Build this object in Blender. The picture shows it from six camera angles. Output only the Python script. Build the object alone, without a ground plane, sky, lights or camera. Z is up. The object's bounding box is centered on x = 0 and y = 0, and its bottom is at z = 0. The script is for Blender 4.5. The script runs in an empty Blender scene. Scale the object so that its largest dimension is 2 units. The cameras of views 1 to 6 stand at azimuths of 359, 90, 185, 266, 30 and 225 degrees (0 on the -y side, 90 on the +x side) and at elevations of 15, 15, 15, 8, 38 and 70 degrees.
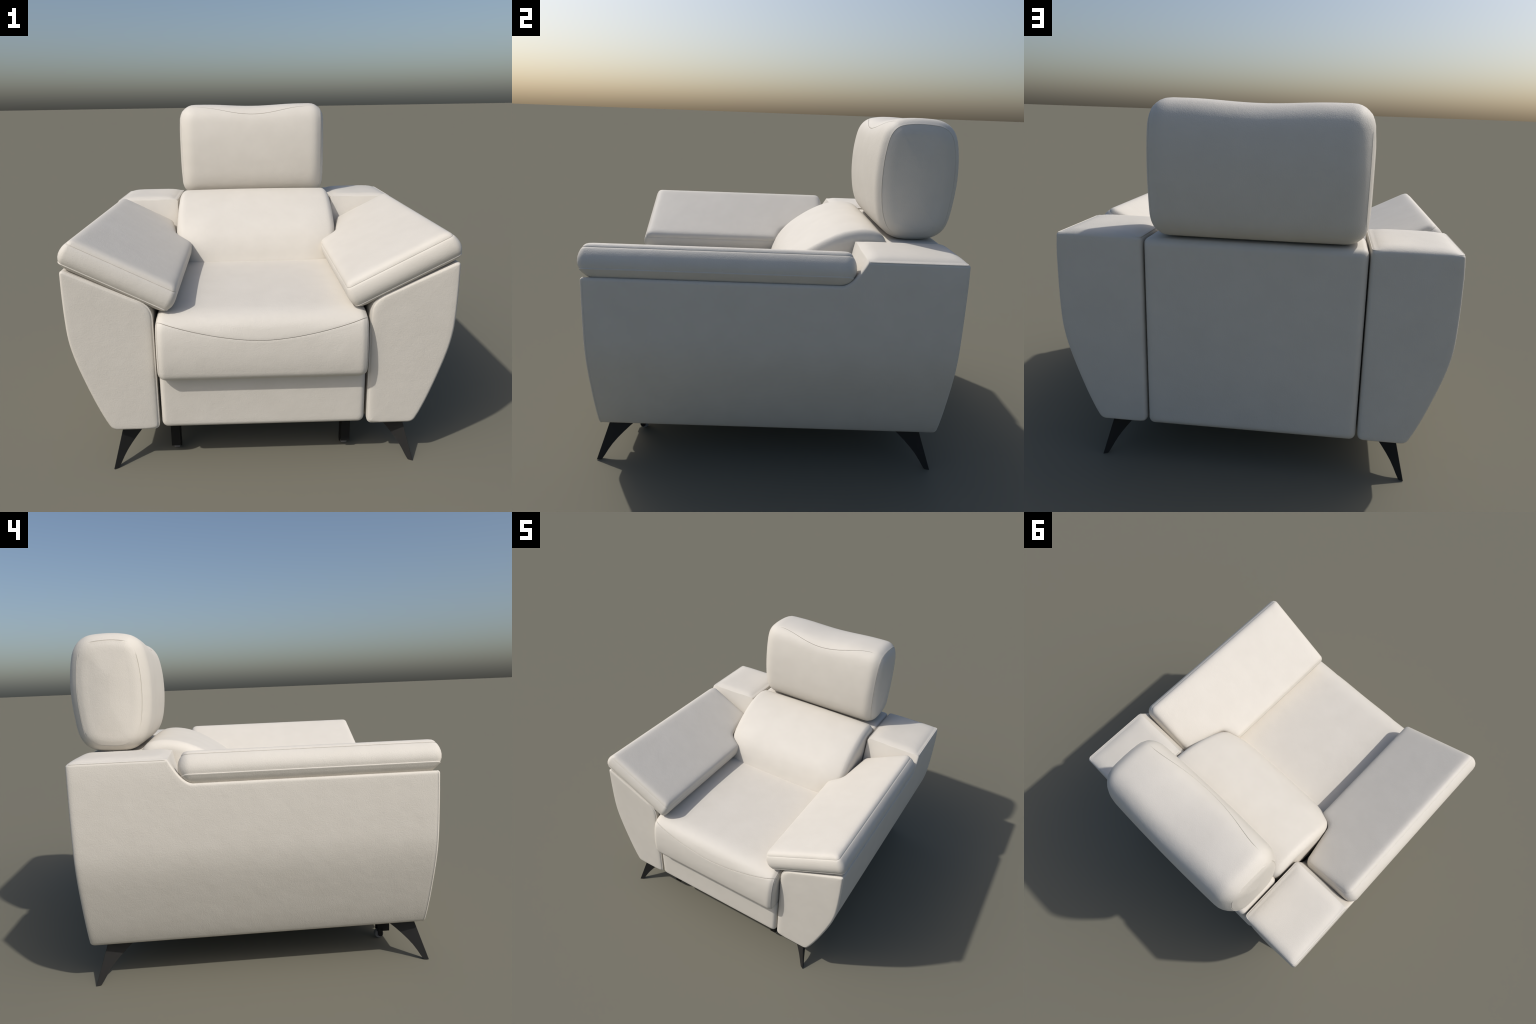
"""Cream leather recliner armchair, modelled part by part (metres, z up)."""
import math
import bpy
import numpy as np
from mathutils import Vector

# ------------------------------------------------------------------ helpers
ROOT = bpy.data.objects.new("recliner_armchair", None)
bpy.context.scene.collection.objects.link(ROOT)
ROOT.empty_display_size = 0.2
ROOT["label"] = "wide cream leather recliner armchair with headrest and black legs"
ROOT["category"] = "armchair"


def add_object(name, verts, faces, material, parent=ROOT, sharp=50.0):
    mesh = bpy.data.meshes.new(name)
    mesh.from_pydata([tuple(map(float, v)) for v in verts], [], faces)
    mesh.validate()
    mesh.materials.append(material)
    mesh.polygons.foreach_set("use_smooth", [True] * len(mesh.polygons))
    mesh.set_sharp_from_angle(angle=math.radians(sharp))
    mesh.update()
    obj = bpy.data.objects.new(name, mesh)
    bpy.context.scene.collection.objects.link(obj)
    obj.parent = parent
    return obj


def loft(rings, close_ends=(True, True)):
    """Quads between closed rings (each an (N,3) array) of equal count."""
    rings = [np.asarray(r, float) for r in rings]
    n = len(rings[0])
    verts = np.concatenate(rings)
    faces = []
    for i in range(len(rings) - 1):
        a, b = i * n, (i + 1) * n
        for j in range(n):
            k = (j + 1) % n
            faces.append((a + j, a + k, b + k, b + j))
    if close_ends[0]:
        faces.append(tuple(reversed(range(n))))
    if close_ends[1]:
        faces.append(tuple(range((len(rings) - 1) * n, len(rings) * n)))
    return verts, faces


def mirror_x(verts, faces):
    v = np.array(verts, float)
    v[:, 0] *= -1
    return v, [tuple(reversed(f)) for f in faces]


def outward_normals(ring):
    """2D outward normals of a counter-clockwise closed polyline."""
    t = np.roll(ring, -1, 0) - np.roll(ring, 1, 0)
    t /= np.maximum(np.linalg.norm(t, axis=1), 1e-9)[:, None]
    return np.stack([t[:, 1], -t[:, 0]], 1)


def rounded_polygon(corners, arc=7, step=0.04, inset=0.0):
    """Corners (x, y, radius), counter-clockwise -> dense closed polyline with
    filleted corners; inset shrinks it (mitred) keeping the vertex count."""
    base = [np.array(p[:2], float) for p in corners]
    n = len(base)
    c, r = [], []
    for i in range(n):
        p, a, b = base[i], base[i - 1], base[(i + 1) % n]
        u, v = (p - a) / np.linalg.norm(p - a), (b - p) / np.linalg.norm(b - p)
        nu, nv = np.array([-u[1], u[0]]), np.array([-v[1], v[0]])
        c.append(p + (nu + nv) / (1 + nu @ nv) * inset)
        turn = u[0] * v[1] - u[1] * v[0]
        r.append(max(corners[i][2] - inset * math.copysign(1, turn), min(corners[i][2], 0.026)))
    legs = []
    for i in range(n):
        p, a, b = c[i], c[i - 1], c[(i + 1) % n]
        u, v = (a - p) / np.linalg.norm(a - p), (b - p) / np.linalg.norm(b - p)
        half = 0.5 * math.acos(np.clip(u @ v, -1, 1))
        d = min(r[i] / math.tan(half), 0.49 * np.linalg.norm(a - p), 0.49 * np.linalg.norm(b - p))
        rad = d * math.tan(half)
        mid = (u + v) / np.linalg.norm(u + v)
        centre = p + mid * rad / math.sin(half)
        s, e = p + u * d, p + v * d
        a0 = math.atan2(*(s - centre)[::-1])
        a1 = math.atan2(*(e - centre)[::-1])
        da = (a1 - a0 + math.pi) % (2 * math.pi) - math.pi
        legs.append([centre + rad * np.array([math.cos(a0 + da * t), math.sin(a0 + da * t)]) for t in np.linspace(0, 1, arc)])
    pts = []
    for i in range(n):
        pts += legs[i]
        s, e = legs[i][-1], legs[(i + 1) % n][0]
        m = int(np.linalg.norm(base[(i + 1) % n] - base[i]) / step)
        pts += [s + (e - s) * t for t in np.linspace(0, 1, m + 2)[1:-1]]
    return np.array(pts)


def catmull(points, per=8, closed=False):
    p = np.array(points, float)
    n = len(p)
    out = []
    rng = range(n) if closed else range(n - 1)
    for i in rng:
        if closed:
            a, b, c, d = p[(i - 1) % n], p[i], p[(i + 1) % n], p[(i + 2) % n]
        else:
            a, b, c, d = p[max(i - 1, 0)], p[i], p[i + 1], p[min(i + 2, n - 1)]
        for t in np.linspace(0, 1, per, endpoint=False):
            out.append(0.5 * (2 * b + (c - a) * t + (2 * a - 5 * b + 4 * c - d) * t * t + (3 * b - a - 3 * c + d) * t ** 3))
    if not closed:
        out.append(p[-1])
    return np.array(out)


def resample(poly, n, closed=True):
    q = np.vstack([poly, poly[:1]]) if closed else poly
    s = np.concatenate([[0], np.cumsum(np.linalg.norm(np.diff(q, axis=0), axis=1))])
    t = np.linspace(0, s[-1], n, endpoint=not closed)
    return np.stack([np.interp(t, s, q[:, k]) for k in range(q.shape[1])], 1)


def toward(ring, target, steps, bulge_dir, bulge):
    """Rings that close a cap: blend from ring to target with a soft bulge."""
    out = []
    for t in steps:
        r = ring * (1 - t) + target * t
        out.append(r + np.array(bulge_dir) * bulge * math.sin(t * math.pi / 2))
    return out


def tube(path, radius=0.003, sides=6, closed=False):
    p = np.array(path, float)
    n = len(p)
    rings = []
    prev = None
    for i in range(n):
        a = p[(i - 1) % n] if closed or i else p[0]
        b = p[(i + 1) % n] if closed or i < n - 1 else p[-1]
        t = (b - a) / max(np.linalg.norm(b - a), 1e-9)
        if prev is None:
            prev = np.cross(t, [0.3, 0.5, 0.8])
        u = prev - t * (prev @ t)
        u /= np.linalg.norm(u)
        prev = u
        w = np.cross(t, u)
        rad = radius if closed or 0 < i < n - 1 else radius * 0.4
        rings.append([p[i] + rad * (math.cos(k) * u + math.sin(k) * w) for k in np.linspace(0, 2 * math.pi, sides, endpoint=False)])
    if closed:
        rings.append(rings[0])
        return loft(rings, (False, False))
    return loft(rings)


# ---------------------------------------------------------------- materials
def leather():
    m = bpy.data.materials.new("cream_leather")
    m.use_nodes = True
    nt = m.node_tree
    b = nt.nodes["Principled BSDF"]
    tc = nt.nodes.new("ShaderNodeTexCoord")
    cloud = nt.nodes.new("ShaderNodeTexNoise")
    cloud.inputs["Scale"].default_value = 7.0
    cloud.inputs["Detail"].default_value = 4.0
    ramp = nt.nodes.new("ShaderNodeValToRGB")
    ramp.color_ramp.elements[0].position = 0.3
    ramp.color_ramp.elements[1].position = 0.7
    ramp.color_ramp.elements[0].color = (0.606, 0.573, 0.514, 1)
    ramp.color_ramp.elements[1].color = (0.628, 0.595, 0.536, 1)
    grain = nt.nodes.new("ShaderNodeTexNoise")
    grain.inputs["Scale"].default_value = 180.0
    grain.inputs["Detail"].default_value = 3.0
    grain.inputs["Roughness"].default_value = 0.6
    bump = nt.nodes.new("ShaderNodeBump")
    bump.inputs["Strength"].default_value = 0.42
    bump.inputs["Distance"].default_value = 0.002
    soft = nt.nodes.new("ShaderNodeTexNoise")
    soft.inputs["Scale"].default_value = 16.0
    soft.inputs["Detail"].default_value = 2.0
    sag = nt.nodes.new("ShaderNodeBump")
    sag.inputs["Strength"].default_value = 0.12
    sag.inputs["Distance"].default_value = 0.01
    nt.links.new(soft.outputs["Fac"], sag.inputs["Height"])
    nt.links.new(sag.outputs["Normal"], bump.inputs["Normal"])
    for t in (cloud, grain, soft):
        nt.links.new(tc.outputs["Object"], t.inputs["Vector"])
    nt.links.new(cloud.outputs["Fac"], ramp.inputs["Fac"])
    nt.links.new(ramp.outputs["Color"], b.inputs["Base Color"])
    nt.links.new(grain.outputs["Fac"], bump.inputs["Height"])
    nt.links.new(bump.outputs["Normal"], b.inputs["Normal"])
    b.inputs["Roughness"].default_value = 0.6
    b.inputs["Specular IOR Level"].default_value = 0.35
    return m


def plain(name, colour, rough, metallic=0.0):
    m = bpy.data.materials.new(name)
    m.use_nodes = True
    nt = m.node_tree
    b = nt.nodes["Principled BSDF"]
    tc = nt.nodes.new("ShaderNodeTexCoord")
    noise = nt.nodes.new("ShaderNodeTexNoise")
    noise.inputs["Scale"].default_value = 60.0
    ramp = nt.nodes.new("ShaderNodeValToRGB")
    ramp.color_ramp.elements[0].color = (*[c * 0.9 for c in colour], 1)
    ramp.color_ramp.elements[1].color = (*[c * 1.1 for c in colour], 1)
    nt.links.new(tc.outputs["Object"], noise.inputs["Vector"])
    nt.links.new(noise.outputs["Fac"], ramp.inputs["Fac"])
    nt.links.new(ramp.outputs["Color"], b.inputs["Base Color"])
    b.inputs["Roughness"].default_value = rough
    b.inputs["Specular IOR Level"].default_value = 0.3
    b.inputs["Metallic"].default_value = metallic
    return m


LEATHER = leather()
BLACK = plain("black_powder_coat", (0.0175, 0.0172, 0.0170), 0.55)
BRACKET = plain("black_steel", (0.004, 0.004, 0.004), 0.7)
WHEEL = plain("grey_plastic", (0.17, 0.17, 0.175), 0.5)

# ------------------------------------------------------------------ armrest
# Cross-section in (x, z) of the side box: inner face straight, outer face
# leaning out and swelling like a hull, top sloping down toward the seat.
HULL = catmull([(0.790, 0.200), (0.822, 0.256), (0.873, 0.372), (0.929, 0.527), (0.965, 0.645),
                (0.984, 0.740), (0.991, 0.830), (0.9940, 0.955), (0.9935, 1.080), (0.992, 1.150), (0.985, 1.245)], 8)
INNER_X, BOTTOM_Z, BLOCK_Z = 0.553, 0.222, 1.234
ARM_FRONT, ARM_REAR = -0.923, 0.918
SLOPE_COS, SLOPE_SIN = math.cos(math.radians(27)), math.sin(math.radians(27))


def hull_x(z):
    return np.interp(z, HULL[:, 1], HULL[:, 0])


def bezier_corner(p, a, b, ra, rb, n):
    p, a, b = map(np.asarray, (p, a, b))
    s = p + (a - p) / np.linalg.norm(a - p) * ra
    e = p + (b - p) / np.linalg.norm(b - p) * rb
    return [(1 - t) ** 2 * s + 2 * t * (1 - t) * p + t * t * e for t in np.linspace(0, 1, n)]


TOP_K = np.array([0.02, 0.05, 0.09, 0.15, 0.25, 0.4, 0.6, 0.75, 0.85, 0.91, 0.95, 0.98])


def arm_section(y):
    """Closed ring (x, z), counter-clockwise; fixed vertex count."""
    t = np.clip((y - 0.318) / (0.436 - 0.318), 0, 1)
    rise = t ** 1.75
    zo = 1.118 + (BLOCK_Z - 1.118) * rise
    zi = 0.915 + (BLOCK_Z - 0.915) * rise
    xi = INNER_X
    xo = float(hull_x(zo))
    c_ib, c_ob = np.array([xi, BOTTOM_Z]), np.array([float(hull_x(BOTTOM_Z)), BOTTOM_Z])
    c_ot, c_it = np.array([xo, zo]), np.array([xi, zi])
    ring = []
    ring += bezier_corner(c_ib, c_it, c_ob, 0.035, 0.035, 6)
    p = bezier_corner(c_ob, c_ib, (float(hull_x(0.3)), 0.3), 0.030, 0.030, 6)
    ring += [ring[-1] + (p[0] - ring[-1]) * k for k in np.linspace(0, 1, 6)[1:-1]] + p
    rt = 0.027 + (0.018 - 0.027) * rise
    z0, z1 = p[-1][1], zo - rt
    for k in np.linspace(0, 1, 30)[1:]:
        z = z0 + (z1 - z0) * k
        ring.append(np.array([float(hull_x(z)), z]))
    q = bezier_corner(c_ot, ring[-1], c_it, rt, rt * 1.2, 8)
    ring += q[1:]
    ri = 0.065 + (0.026 - 0.065) * rise
    w = bezier_corner(c_it, c_ot, c_ib, ri, ri, 7)
    top = [ring[-1] + (w[0] - ring[-1]) * k for k in TOP_K]
    e0, e1 = np.clip((y - 0.436) / 0.06, 0, 1), np.clip((ARM_REAR - y) / 0.06, 0, 1)
    puff = 0.016 * math.sin(e0 * math.pi / 2) * math.sin(e1 * math.pi / 2)
    for k, v in zip(TOP_K, top):
        v[1] += puff * (1 - (2 * k - 1) ** 6)
    ring += top + w
    end = w[-1]
    ring += [end + (ring[0] - end) * k for k in np.linspace(0, 1, 14)[1:-1]]
    return np.array(ring)


def build_arm():
    first, last = arm_section(-0.5), arm_section(0.8)

    def inset(sec, d, roll=1.6):
        nrm = outward_normals(sec)
        inner = np.clip((0.62 - sec[:, 0]) / 0.04, 0, 1) * np.clip((sec[:, 1] - 0.2) / 0.05, 0, 1)
        return sec + nrm * (d * (1 + roll * inner * (d < 0)))[:, None]

    def at(sec, y):
        return np.column_stack([sec[:, 0], np.full(len(sec), y), sec[:, 1]])

    # front edge roll with a raised welt line, then the long body, then rear
    front = [(0.000, -0.014), (0.0008, -0.0095), (0.0028, -0.0058), (0.0058, -0.0030), (0.0078, -0.0026), (0.0092, 0.0002),
             (0.0115, 0.0010), (0.0138, -0.0004), (0.0175, -0.0006), (0.023, -0.0002), (0.032, 0.0)]
    sec = first
    capr = inset(sec, front[0][1])
    spine = np.column_stack([np.full(len(sec), 0.735) + 0 * sec[:, 0], np.clip(sec[:, 1], 0.42, 0.80)])
    rings = []
    for t in (1.0, 0.75, 0.5, 0.25, 0.1):
        r = capr * (1 - t) + spine * t
        rings.append(at(r, ARM_FRONT - 0.002 * math.sin(t * math.pi / 2)))
    rings += [at(inset(sec, o), ARM_FRONT + dy) for dy, o in front]
    for y in np.concatenate([np.linspace(-0.80, 0.30, 9), np.linspace(0.318, 0.434, 13), [0.436, 0.4375, 0.441, 0.446, 0.454, 0.465, 0.48, 0.50],
                             np.linspace(0.56, 0.84, 5), [0.862, 0.875]]):
        rings.append(at(arm_section(y), y))
    rear = [(0.030, 0.0), (0.020, -0.0006), (0.012, -0.0022), (0.006, -0.0050), (0.0018, -0.0090), (0.0, -0.014)]
    for dy, o in rear:
        rings.append(at(inset(arm_section(ARM_REAR - dy), o, 0.35), ARM_REAR - dy))
    capr = inset(arm_section(ARM_REAR), rear[-1][1], 0.35)
    spine = np.column_stack([np.full(len(sec), 0.735), np.clip(last[:, 1], 0.42, 1.0)])
    for t in (0.1, 0.25, 0.5, 0.75, 1.0):
        rings.append(at(capr * (1 - t) + spine * t, ARM_REAR + 0.004 * math.sin(t * math.pi / 2)))
    return loft(rings, (False, False))


# armrest pad: plan outline in (a, y), a measured along the slope of the arm
PAD_CORNERS = [(0.828, -0.924, 0.024), (1.412, -0.924, 0.024), (1.412, 0.376, 0.045), (1.005, 0.374, 0.05),
               (0.945, 0.075, 0.06), (0.828, 0.030, 0.035)]


def build_pad():
    def at(r, h):
        return np.column_stack([r[:, 0] * SLOPE_COS - h * SLOPE_SIN, r[:, 1], r[:, 0] * SLOPE_SIN + h * SLOPE_COS])

    def outline(o):
        return rounded_polygon(PAD_CORNERS, 8, 0.045, -o)

    # edge section from underside to crown: (height, outward offset)
    edge = [(0.540, -0.070), (0.543, -0.052), (0.549, -0.036), (0.558, -0.020), (0.567, -0.0085), (0.5725, -0.0035),
            (0.5755, 0.0008), (0.5782, 0.0020), (0.5808, 0.0006), (0.590, 0.0065), (0.602, 0.0118), (0.620, 0.0150),
            (0.638, 0.0145), (0.656, 0.0110), (0.670, 0.006), (0.677, 0.0025), (0.6822, -0.0010), (0.6836, -0.0040), (0.6850, -0.0022),
            (0.6895, -0.0036), (0.6960, -0.0070), (0.7025, -0.0125), (0.7075, -0.0210), (0.7110, -0.0330), (0.7128, -0.0480), (0.7135, -0.0700)]
    low, high = outline(edge[0][1]), outline(edge[-1][1])
    spine = np.column_stack([np.full(len(low), 1.16), np.clip(low[:, 1], -0.66, 0.20)])
    rings = [at(low * (1 - t) + spine * t, 0.538) for t in (1.0, 0.6, 0.3)]
    rings += [at(outline(o), h) for h, o in edge]
    rings += [at(high * (1 - t) + spine * t, 0.7135 + 0.002 * math.sin(t * math.pi / 2)) for t in (0.15, 0.35, 0.6, 0.8, 1.0)]
    return loft(rings, (False, False))


arm_v, arm_f = build_arm()
pad_v, pad_f = build_pad()


def block_seam():
    """Piping around the top of the raised block behind the pad."""
    x0, x1, y0, y1, z = INNER_X + 0.005, 0.9815, 0.4390, ARM_REAR - 0.009, BLOCK_Z - 0.0045
    ring = rounded_polygon([(x0, y0, 0.016), (x1, y0, 0.012), (x1, y1, 0.016), (x0, y1, 0.022)], 5, 0.05)
    return tube(np.column_stack([ring, np.full(len(ring), z)]), 0.0024, 6, True)


seam_v, seam_f = block_seam()
for flip in (False, True):
    pick = mirror_x if flip else (lambda v, f: (v, f))
    arm = add_object("armrest", *pick(arm_v, arm_f), LEATHER)
    add_object("arm_pad", *pick(pad_v, pad_f), LEATHER, arm, 60)
    add_object("piping", *pick(seam_v, seam_f), LEATHER, arm)

# --------------------------------------------------- cushions lofted along x


def loft_x(section, stations, cap_target, cap_bulge, left=None, fade=lambda x, n: np.ones(len(n))):
    """section(x, inset) -> (N,2) ring in (y,z); stations: (x, inset), x>0 half
    listed from the middle outwards; mirrored to the other side."""
    full = [(-st[0], *st[1:]) for st in reversed(left or stations) if st[0] > 1e-6] + stations
    rings = []
    for x, o, *seam in full:
        r = section(x, o)
        xs = np.full(len(r), x)
        if seam:  # a stitched line: sunk where fade() says so
            w = fade(x, outward_normals(r))
            r = section(x, o + seam[1] * w)
            xs = xs + math.copysign(1, x) * seam[0] * w
        rings.append(np.column_stack([xs, r]))
    n = len(rings[0])
    steps = (0.12, 0.3, 0.55, 0.8, 1.0)
    ends = []
    for side in (0, -1):
        r = rings[side]
        tgt = np.column_stack([r[:, 0], cap_target(r[:, 1:])])
        ends.append(toward(r, tgt, steps, (math.copysign(1, r[0, 0]), 0, 0), cap_bulge))
    rings = list(reversed(ends[0])) + rings + ends[1]
    return loft(rings, (False, False))


def edge_roll(X, r, depth, n=8, seam_at=None, seam=0.004):
    """Stations of a rounded end: x from X-r to X, inset from 0 to depth."""
    out = []
    for th in np.linspace(0, math.pi / 2, n + 1):
        x, o = X - r + r * math.sin(th), depth * (1 - math.cos(th))
        if seam_at is not None and abs(th - seam_at) < 1e-6:
            tx, to = r * math.cos(th), depth * math.sin(th)
            ln = math.hypot(tx, to)
            tx, to = tx / ln, to / ln
            for k, d in ((-0.007, 0.0), (-0.0025, -0.0012), (0, seam), (0.0025, -0.0012), (0.007, 0.0)):
                out.append((x + tx * k, o + to * k, -to * d, tx * d))
        else:
            out.append((x, o))
    return out


# --- seat cushion: flat top, waterfall front with a sagging seam line
SEAT = catmull([(0.30, 0.882), (0.05, 0.886), (-0.20, 0.892), (-0.45, 0.894), (-0.65, 0.890), (-0.79, 0.885), (-0.893, 0.875), (-0.963, 0.841),
                (-0.989, 0.775), (-0.999, 0.690), (-0.9995, 0.620), (-0.994, 0.565)], 10)
SEAT_BACK = [(-0.985, 0.543), (-0.965, 0.531), (-0.93, 0.528), (-0.60, 0.53), (0.0, 0.55), (0.30, 0.60), (0.32, 0.74)]
SEAT_S = np.concatenate([[0], np.cumsum(np.linalg.norm(np.diff(SEAT, axis=0), axis=1))])


def seat_seam_s(x):
    z = 0.750 + 0.100 * min(abs(x) / 0.53, 1.0) ** 1.7
    k = np.argmax((SEAT[:, 1] < z) & (SEAT[:, 0] < -0.6))
    z0, z1 = SEAT[k - 1, 1], SEAT[k, 1]
    return SEAT_S[k - 1] + (SEAT_S[k] - SEAT_S[k - 1]) * (z0 - z) / (z0 - z1)


def seat_section(x, o):
    s = seat_seam_s(x)
    near = np.array([-0.016, -0.0045, -0.0018, 0.0, 0.0018, 0.0045, 0.016])
    rows = np.concatenate([np.linspace(0, s - 0.016, 34)[:-1], s + near, np.linspace(s + 0.016, SEAT_S[-1], 16)[1:]])
    p = np.stack([np.interp(rows, SEAT_S, SEAT[:, 0]), np.interp(rows, SEAT_S, SEAT[:, 1])], 1)
    ring = np.vstack([p, SEAT_BACK])
    nrm = outward_normals(ring)
    groove = np.zeros(len(ring))
    groove[33:40] = [0, 0.0005, 0.0, -0.0065, 0.0, 0.0005, 0]
    groove[33:40] *= np.clip((0.545 - abs(x)) / 0.02, 0, 1)
    front = np.clip((-ring[:, 0] - 0.2) / 0.5, 0.35, 1)
    return ring + nrm * (groove - o * front)[:, None]


seat_st = [(x, 0.0) for x in np.linspace(0, 0.48, 22)] + edge_roll(0.540, 0.045, 0.050, 8, 3 * math.pi / 16 + math.pi / 16, 0.004)
v, f = loft_x(seat_section, seat_st, lambda r: np.column_stack([np.clip(r[:, 0], -0.75, 0.1), np.full(len(r), 0.71)]), 0.003)
add_object("seat_cushion", v, f, LEATHER)

# --- lumbar cushion
LUMBAR = resample(catmull([(-0.026, 0.860), (-0.018, 0.915), (0.002, 0.985), (0.040, 1.060), (0.108, 1.130), (0.224, 1.208), (0.345, 1.265),
                           (0.450, 1.289), (0.530, 1.289), (0.586, 1.270), (0.618, 1.230), (0.630, 1.16), (0.63, 0.98), (0.60, 0.82), (0.30, 0.79), (0.03, 0.80)], 8, True), 90)
LUMBAR = LUMBAR[::-1] if np.sum(LUMBAR[:, 0] * np.roll(LUMBAR[:, 1], -1) - np.roll(LUMBAR[:, 0], -1) * LUMBAR[:, 1]) < 0 else LUMBAR


def lumbar_section(x, o):
    nrm = outward_normals(LUMBAR)
    r = LUMBAR - nrm * o
    lag = max(0.0, (abs(x) - 0.30) / 0.23) ** 2 * 0.038
    r = r.copy()
    r[:, 0] += lag * np.clip((0.45 - r[:, 0]) / 0.45, 0, 1)
    return r


lum_st = [(x, 0.004 * (x / 0.46) ** 2) for x in np.linspace(0, 0.475, 14)] + [(x, 0.004 + o) for x, o in edge_roll(0.538, 0.052, 0.060, 9)[1:]]
v, f = loft_x(lumbar_section, lum_st, lambda r: np.column_stack([np.clip(r[:, 0], 0.2, 0.45), np.full(len(r), 1.0)]), 0.010)
add_object("lumbar_cushion", v, f, LEATHER)

# --- headrest cushion
HEAD = catmull([(0.780, 1.228), (0.897, 1.247), (0.963, 1.310), (0.990, 1.440), (0.999, 1.600), (0.984, 1.745), (0.953, 1.828), (0.892, 1.876),
                (0.800, 1.890), (0.690, 1.888), (0.612, 1.867), (0.564, 1.812), (0.540, 1.715), (0.531, 1.600), (0.535, 1.480), (0.555, 1.365),
                (0.598, 1.280), (0.670, 1.236)], 8, True)
HEAD = np.vstack([HEAD, HEAD[:1]])
HEAD_S = np.concatenate([[0], np.cumsum(np.linalg.norm(np.diff(HEAD, axis=0), axis=1))])


def head_seam_s(x):
    """Arc length where the front-top seam runs: low in the middle, high at the ends."""
    z = 1.872 - 0.040 * (0.5 + 0.5 * math.cos(math.pi * min(abs(x) / 0.42, 1)))
    k = np.argmax((HEAD[:, 1] < z) & (HEAD[:, 0] < 0.7) & (HEAD_S > 1.0))
    t = (HEAD[k - 1, 1] - z) / (HEAD[k - 1, 1] - HEAD[k, 1])
    return HEAD_S[k - 1] + (HEAD_S[k] - HEAD_S[k - 1]) * t


def head_section(x, o):
    s = head_seam_s(x)
    near = np.array([-0.016, -0.0045, -0.0018, 0.0, 0.0018, 0.0045, 0.016])
    rows = np.concatenate([np.linspace(0, s - 0.016, 76)[:-1], s + near, np.linspace(s + 0.016, HEAD_S[-1], 46)[1:-1]])
    ring = np.stack([np.interp(rows, HEAD_S, HEAD[:, 0]), np.interp(rows, HEAD_S, HEAD[:, 1])], 1)
    nrm = outward_normals(ring)
    groove = np.zeros(len(ring))
    groove[75:82] = [0, 0.0004, 0.0, -0.0060, 0.0, 0.0004, 0]
    groove *= np.clip((0.45 - abs(x)) / 0.08, 0, 1)
    ax = abs(x)
    r = ring + nrm * (groove - o * (0.84 + 0.14 * np.clip((ring[:, 0] - 0.6) / 0.3, 0, 1) + 0.12 * nrm[:, 1] ** 2 - 0.14 * np.clip(-nrm[:, 1], 0, 1) + 0.16 * np.clip(nrm[:, 0], 0, 1) + 0.22 * (x < 0) * np.clip(-nrm[:, 0], 0, 1)))[:, None]
    top = np.clip((r[:, 1] - 1.60) / 0.25, 0, 1) ** 2
    r[:, 1] -= 0.013 * (0.5 + 0.5 * math.cos(math.pi * min(ax / 0.36, 1))) * top
    # soft belly on the front, rear rolls off a little to the ends
    r[:, 0] += 0.012 * (ax / 0.5) ** 2 * np.clip((0.75 - r[:, 0]) / 0.2, 0, 1)
    r[:, 0] -= 0.010 * (ax / 0.5) ** 2 * np.clip((r[:, 0] - 0.75) / 0.2, 0, 1)
    return r


def head_fade(x, n):
    """The left end is only stitched along its four straight runs."""
    if x > 0:
        return np.clip(1.25 + n[:, 1], 0, 1)
    return np.clip((np.maximum(abs(n[:, 0]), abs(n[:, 1])) - 0.93) / 0.05, 0, 1)


head_mid = [(x, 0.0) for x in np.linspace(0, 0.425, 18)]
head_right = head_mid + edge_roll(0.540, 0.110, 0.106, 8, math.pi / 4, 0.0030)[1:]
head_left = head_mid + edge_roll(0.537, 0.106, 0.100, 8, 5 * math.pi / 16, 0.0022)[1:]
v, f = loft_x(head_section, head_right, lambda r: np.column_stack([np.full(len(r), 0.76), np.clip(r[:, 1], 1.48, 1.64)]), 0.012, head_left, head_fade)
# the end at +x is cut flatter and tapers toward the front
right = np.clip((v[:, 0] - 0.40) / 0.14, 0, 1)
v[:, 0] -= right * (0.017 + 0.003 * np.clip((0.80 - v[:, 1]) / 0.24, 0, 1))
head = add_object("headrest", v, f, LEATHER)

# ------------------------------------------------------- panels lofted along y


def soft_panel(corners, y0, y1, roll, bulge):
    """Upholstered board: rounded outline in (x,z) between y0 (front) and y1."""
    def at(d, y):
        r = rounded_polygon(corners, 7, 0.06, d)
        return np.column_stack([r[:, 0], np.full(len(r), y), r[:, 1]])

    th = np.linspace(0, math.pi / 2, 8)
    rings = [at(roll + 0.02, y0 - bulge)]
    rings += [at(roll * (1 - math.sin(t)), y0 + roll * (1 - math.cos(t))) for t in th]
    rings += [at(roll * (1 - math.sin(t)), y1 - roll * (1 - math.cos(t))) for t in reversed(th)]
    rings += [at(roll + 0.02, y1 + bulge)]
    return loft(rings)


v, f = soft_panel([(-0.546, 0.218, 0.035), (0.546, 0.218, 0.035), (0.546, 1.228, 0.03), (-0.546, 1.228, 0.03)], 0.605, 0.924, 0.038, 0.0)
add_object("back_panel", v, f, LEATHER)
v, f = soft_panel([(-0.540, 0.230, 0.035), (0.540, 0.230, 0.035), (0.540, 0.555, 0.02), (-0.540, 0.555, 0.02)], -0.926, -0.74, 0.030, 0.0)
add_object("footrest_panel", v, f, LEATHER)
v, f = soft_panel([(-0.540, 0.300, 0.01), (0.540, 0.300, 0.01), (0.540, 0.82, 0.01), (-0.540, 0.82, 0.01)], -0.735, 0.603, 0.01, 0.0)
add_object("seat_base", v, f, BRACKET)

# --------------------------------------------------------------------- legs


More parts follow.
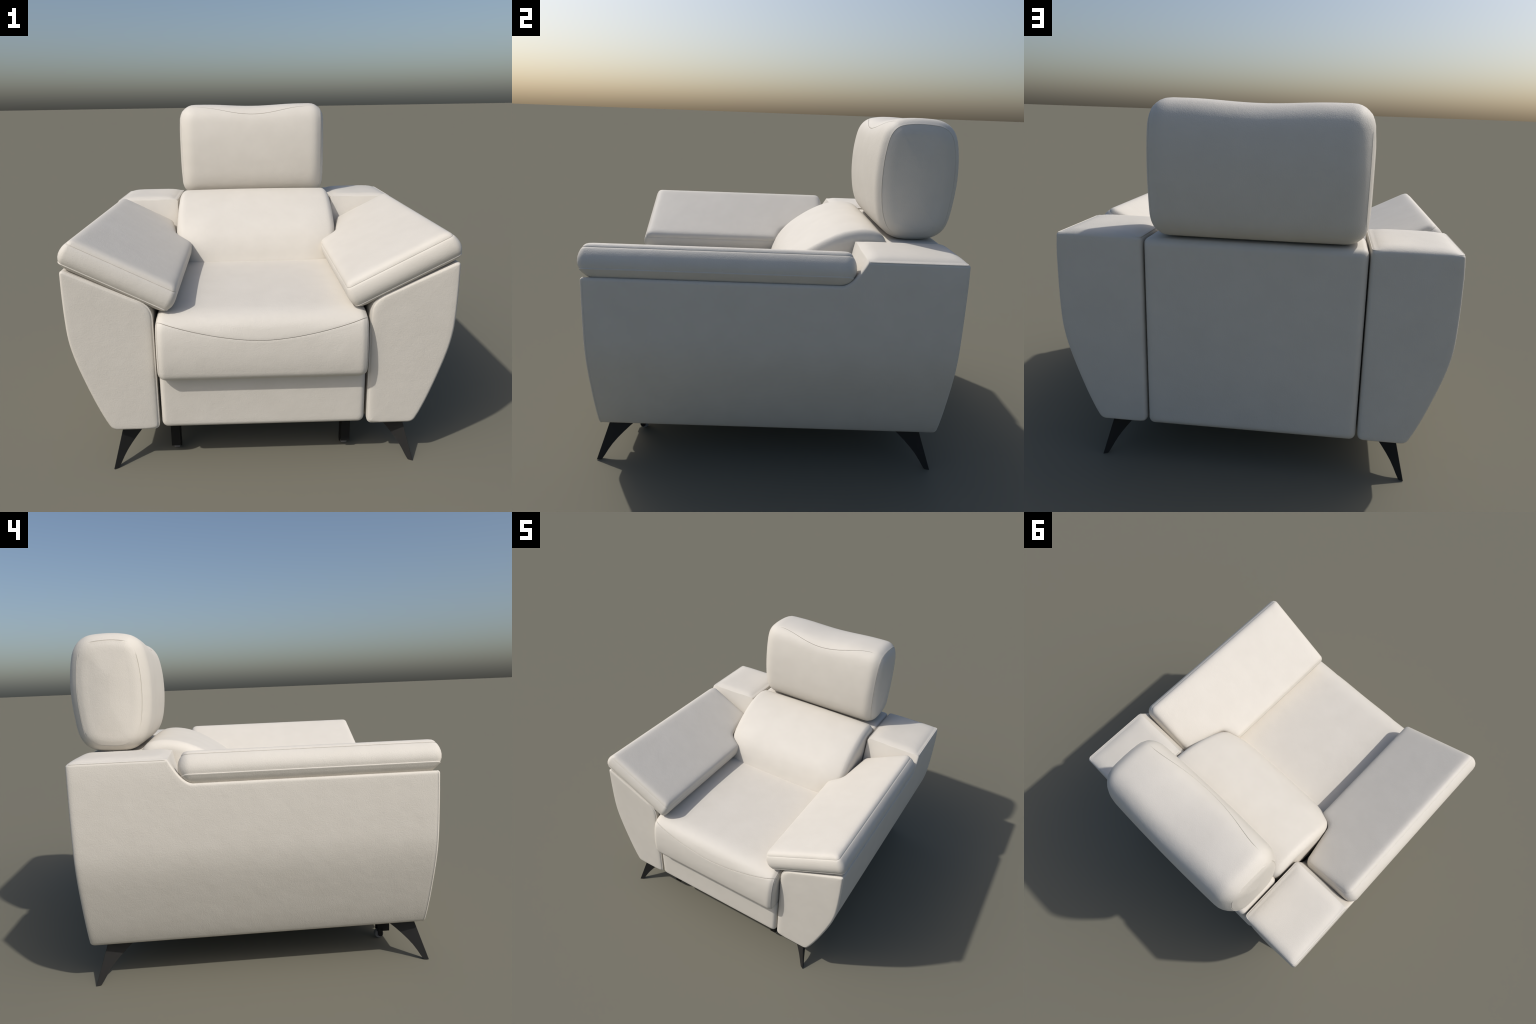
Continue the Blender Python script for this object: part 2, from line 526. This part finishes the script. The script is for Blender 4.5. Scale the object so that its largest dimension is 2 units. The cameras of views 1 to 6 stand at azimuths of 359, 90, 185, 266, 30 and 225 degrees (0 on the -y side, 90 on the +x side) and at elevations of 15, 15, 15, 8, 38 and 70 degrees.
def build_leg(sx, sy, shift):
    """Splayed wedge: two flat faces meet in a straight outer ridge; their
    inner edges sweep outward in a hollow curve toward the top."""
    front, side = np.array([-0.86, 0.51]), np.array([-0.25, 0.968])
    zs = np.array([0.0, 0.004, 0.02, 0.035, 0.05, 0.065, 0.08, 0.095, 0.11, 0.125, 0.14, 0.155, 0.17, 0.185, 0.20, 0.235])
    width = np.interp(zs, [0, 0.01, 0.05, 0.08, 0.11, 0.14, 0.17, 0.20, 0.24], [0.030, 0.036, 0.048, 0.060, 0.077, 0.098, 0.122, 0.150, 0.19])
    rings = []
    for z, w in zip(zs, width):
        ridge = np.array([0.8095, -0.945]) + np.array([-0.0485, 0.064]) * z / 0.2
        c = 0.0025
        sec = [ridge + front * c, ridge + front * (w - c), ridge + front * w + (side - front) * c, ridge + side * w + (front - side) * c, ridge + side * (w - c), ridge + side * c]
        rings.append([(*p, z) for p in sec])
    v, f = loft(rings)
    v = np.array(v)
    v[:, 0] *= sx
    v[:, 1] = v[:, 1] * sy + shift
    if sx * sy < 0:
        f = [tuple(reversed(q)) for q in f]
    return v, f


for sx in (1, -1):
    for sy, shift in ((1, 0.0), (-1, -0.040)):
        add_object("leg", *build_leg(sx, sy, shift), BLACK, ROOT, 30)

# ------------------------------------------------- casters under the footrest


def box(x0, x1, y0, y1, z0, z1):
    v = [(x, y, z) for z in (z0, z1) for x, y in ((x0, y0), (x1, y0), (x1, y1), (x0, y1))]
    f = [(3, 2, 1, 0), (4, 5, 6, 7), (0, 1, 5, 4), (1, 2, 6, 5), (2, 3, 7, 6), (3, 0, 4, 7)]
    return v, f


def plate(x0, x1, yc, half, ztop, zlow):
    """Vertical tab with a rounded lower end."""
    prof = [(yc - half, ztop)] + [(yc + half * math.sin(t), zlow + half - half * math.cos(t)) for t in np.linspace(-math.pi / 2, math.pi / 2, 13)] + [(yc + half, ztop)]
    rings = [[(x, y, z) for y, z in prof] for x in (x0, x1)]
    return loft(rings)


for xc in (-0.488, 0.463):
    v, f = [], []
    parts = [box(xc - 0.024, xc + 0.024, -0.812, -0.806, 0.046, 0.30), box(xc - 0.024, xc - 0.018, -0.806, -0.738, 0.046, 0.30),
             box(xc + 0.018, xc + 0.024, -0.806, -0.738, 0.046, 0.30),
             plate(xc - 0.0255, xc - 0.0205, -0.757, 0.014, 0.06, 0.012), plate(xc + 0.0205, xc + 0.0255, -0.757, 0.014, 0.06, 0.012)]
    for pv, pf in parts:
        base = len(v)
        v += list(pv)
        f += [tuple(i + base for i in q) for q in pf]
    bracket = add_object("caster_bracket", v, f, BRACKET, ROOT, 30)
    prof = [(-0.016, 0.020), (-0.016, 0.0235), (-0.013, 0.026), (0.013, 0.026), (0.016, 0.0235), (0.016, 0.020)]
    rings = [[(xc + px, -0.752 + pr * math.sin(t), 0.026 + pr * math.cos(t)) for t in np.linspace(0, 2 * math.pi, 28, endpoint=False)] for px, pr in prof]
    wv, wf = loft(rings)
    add_object("caster_wheel", wv, wf, WHEEL, bracket, 40)

# make every shell face outwards
import bmesh
for ob in bpy.data.objects:
    if ob.type == "MESH":
        bm = bmesh.new()
        bm.from_mesh(ob.data)
        bmesh.ops.remove_doubles(bm, verts=bm.verts, dist=1e-5)
        bmesh.ops.recalc_face_normals(bm, faces=bm.faces)
        bm.to_mesh(ob.data)
        bm.free()
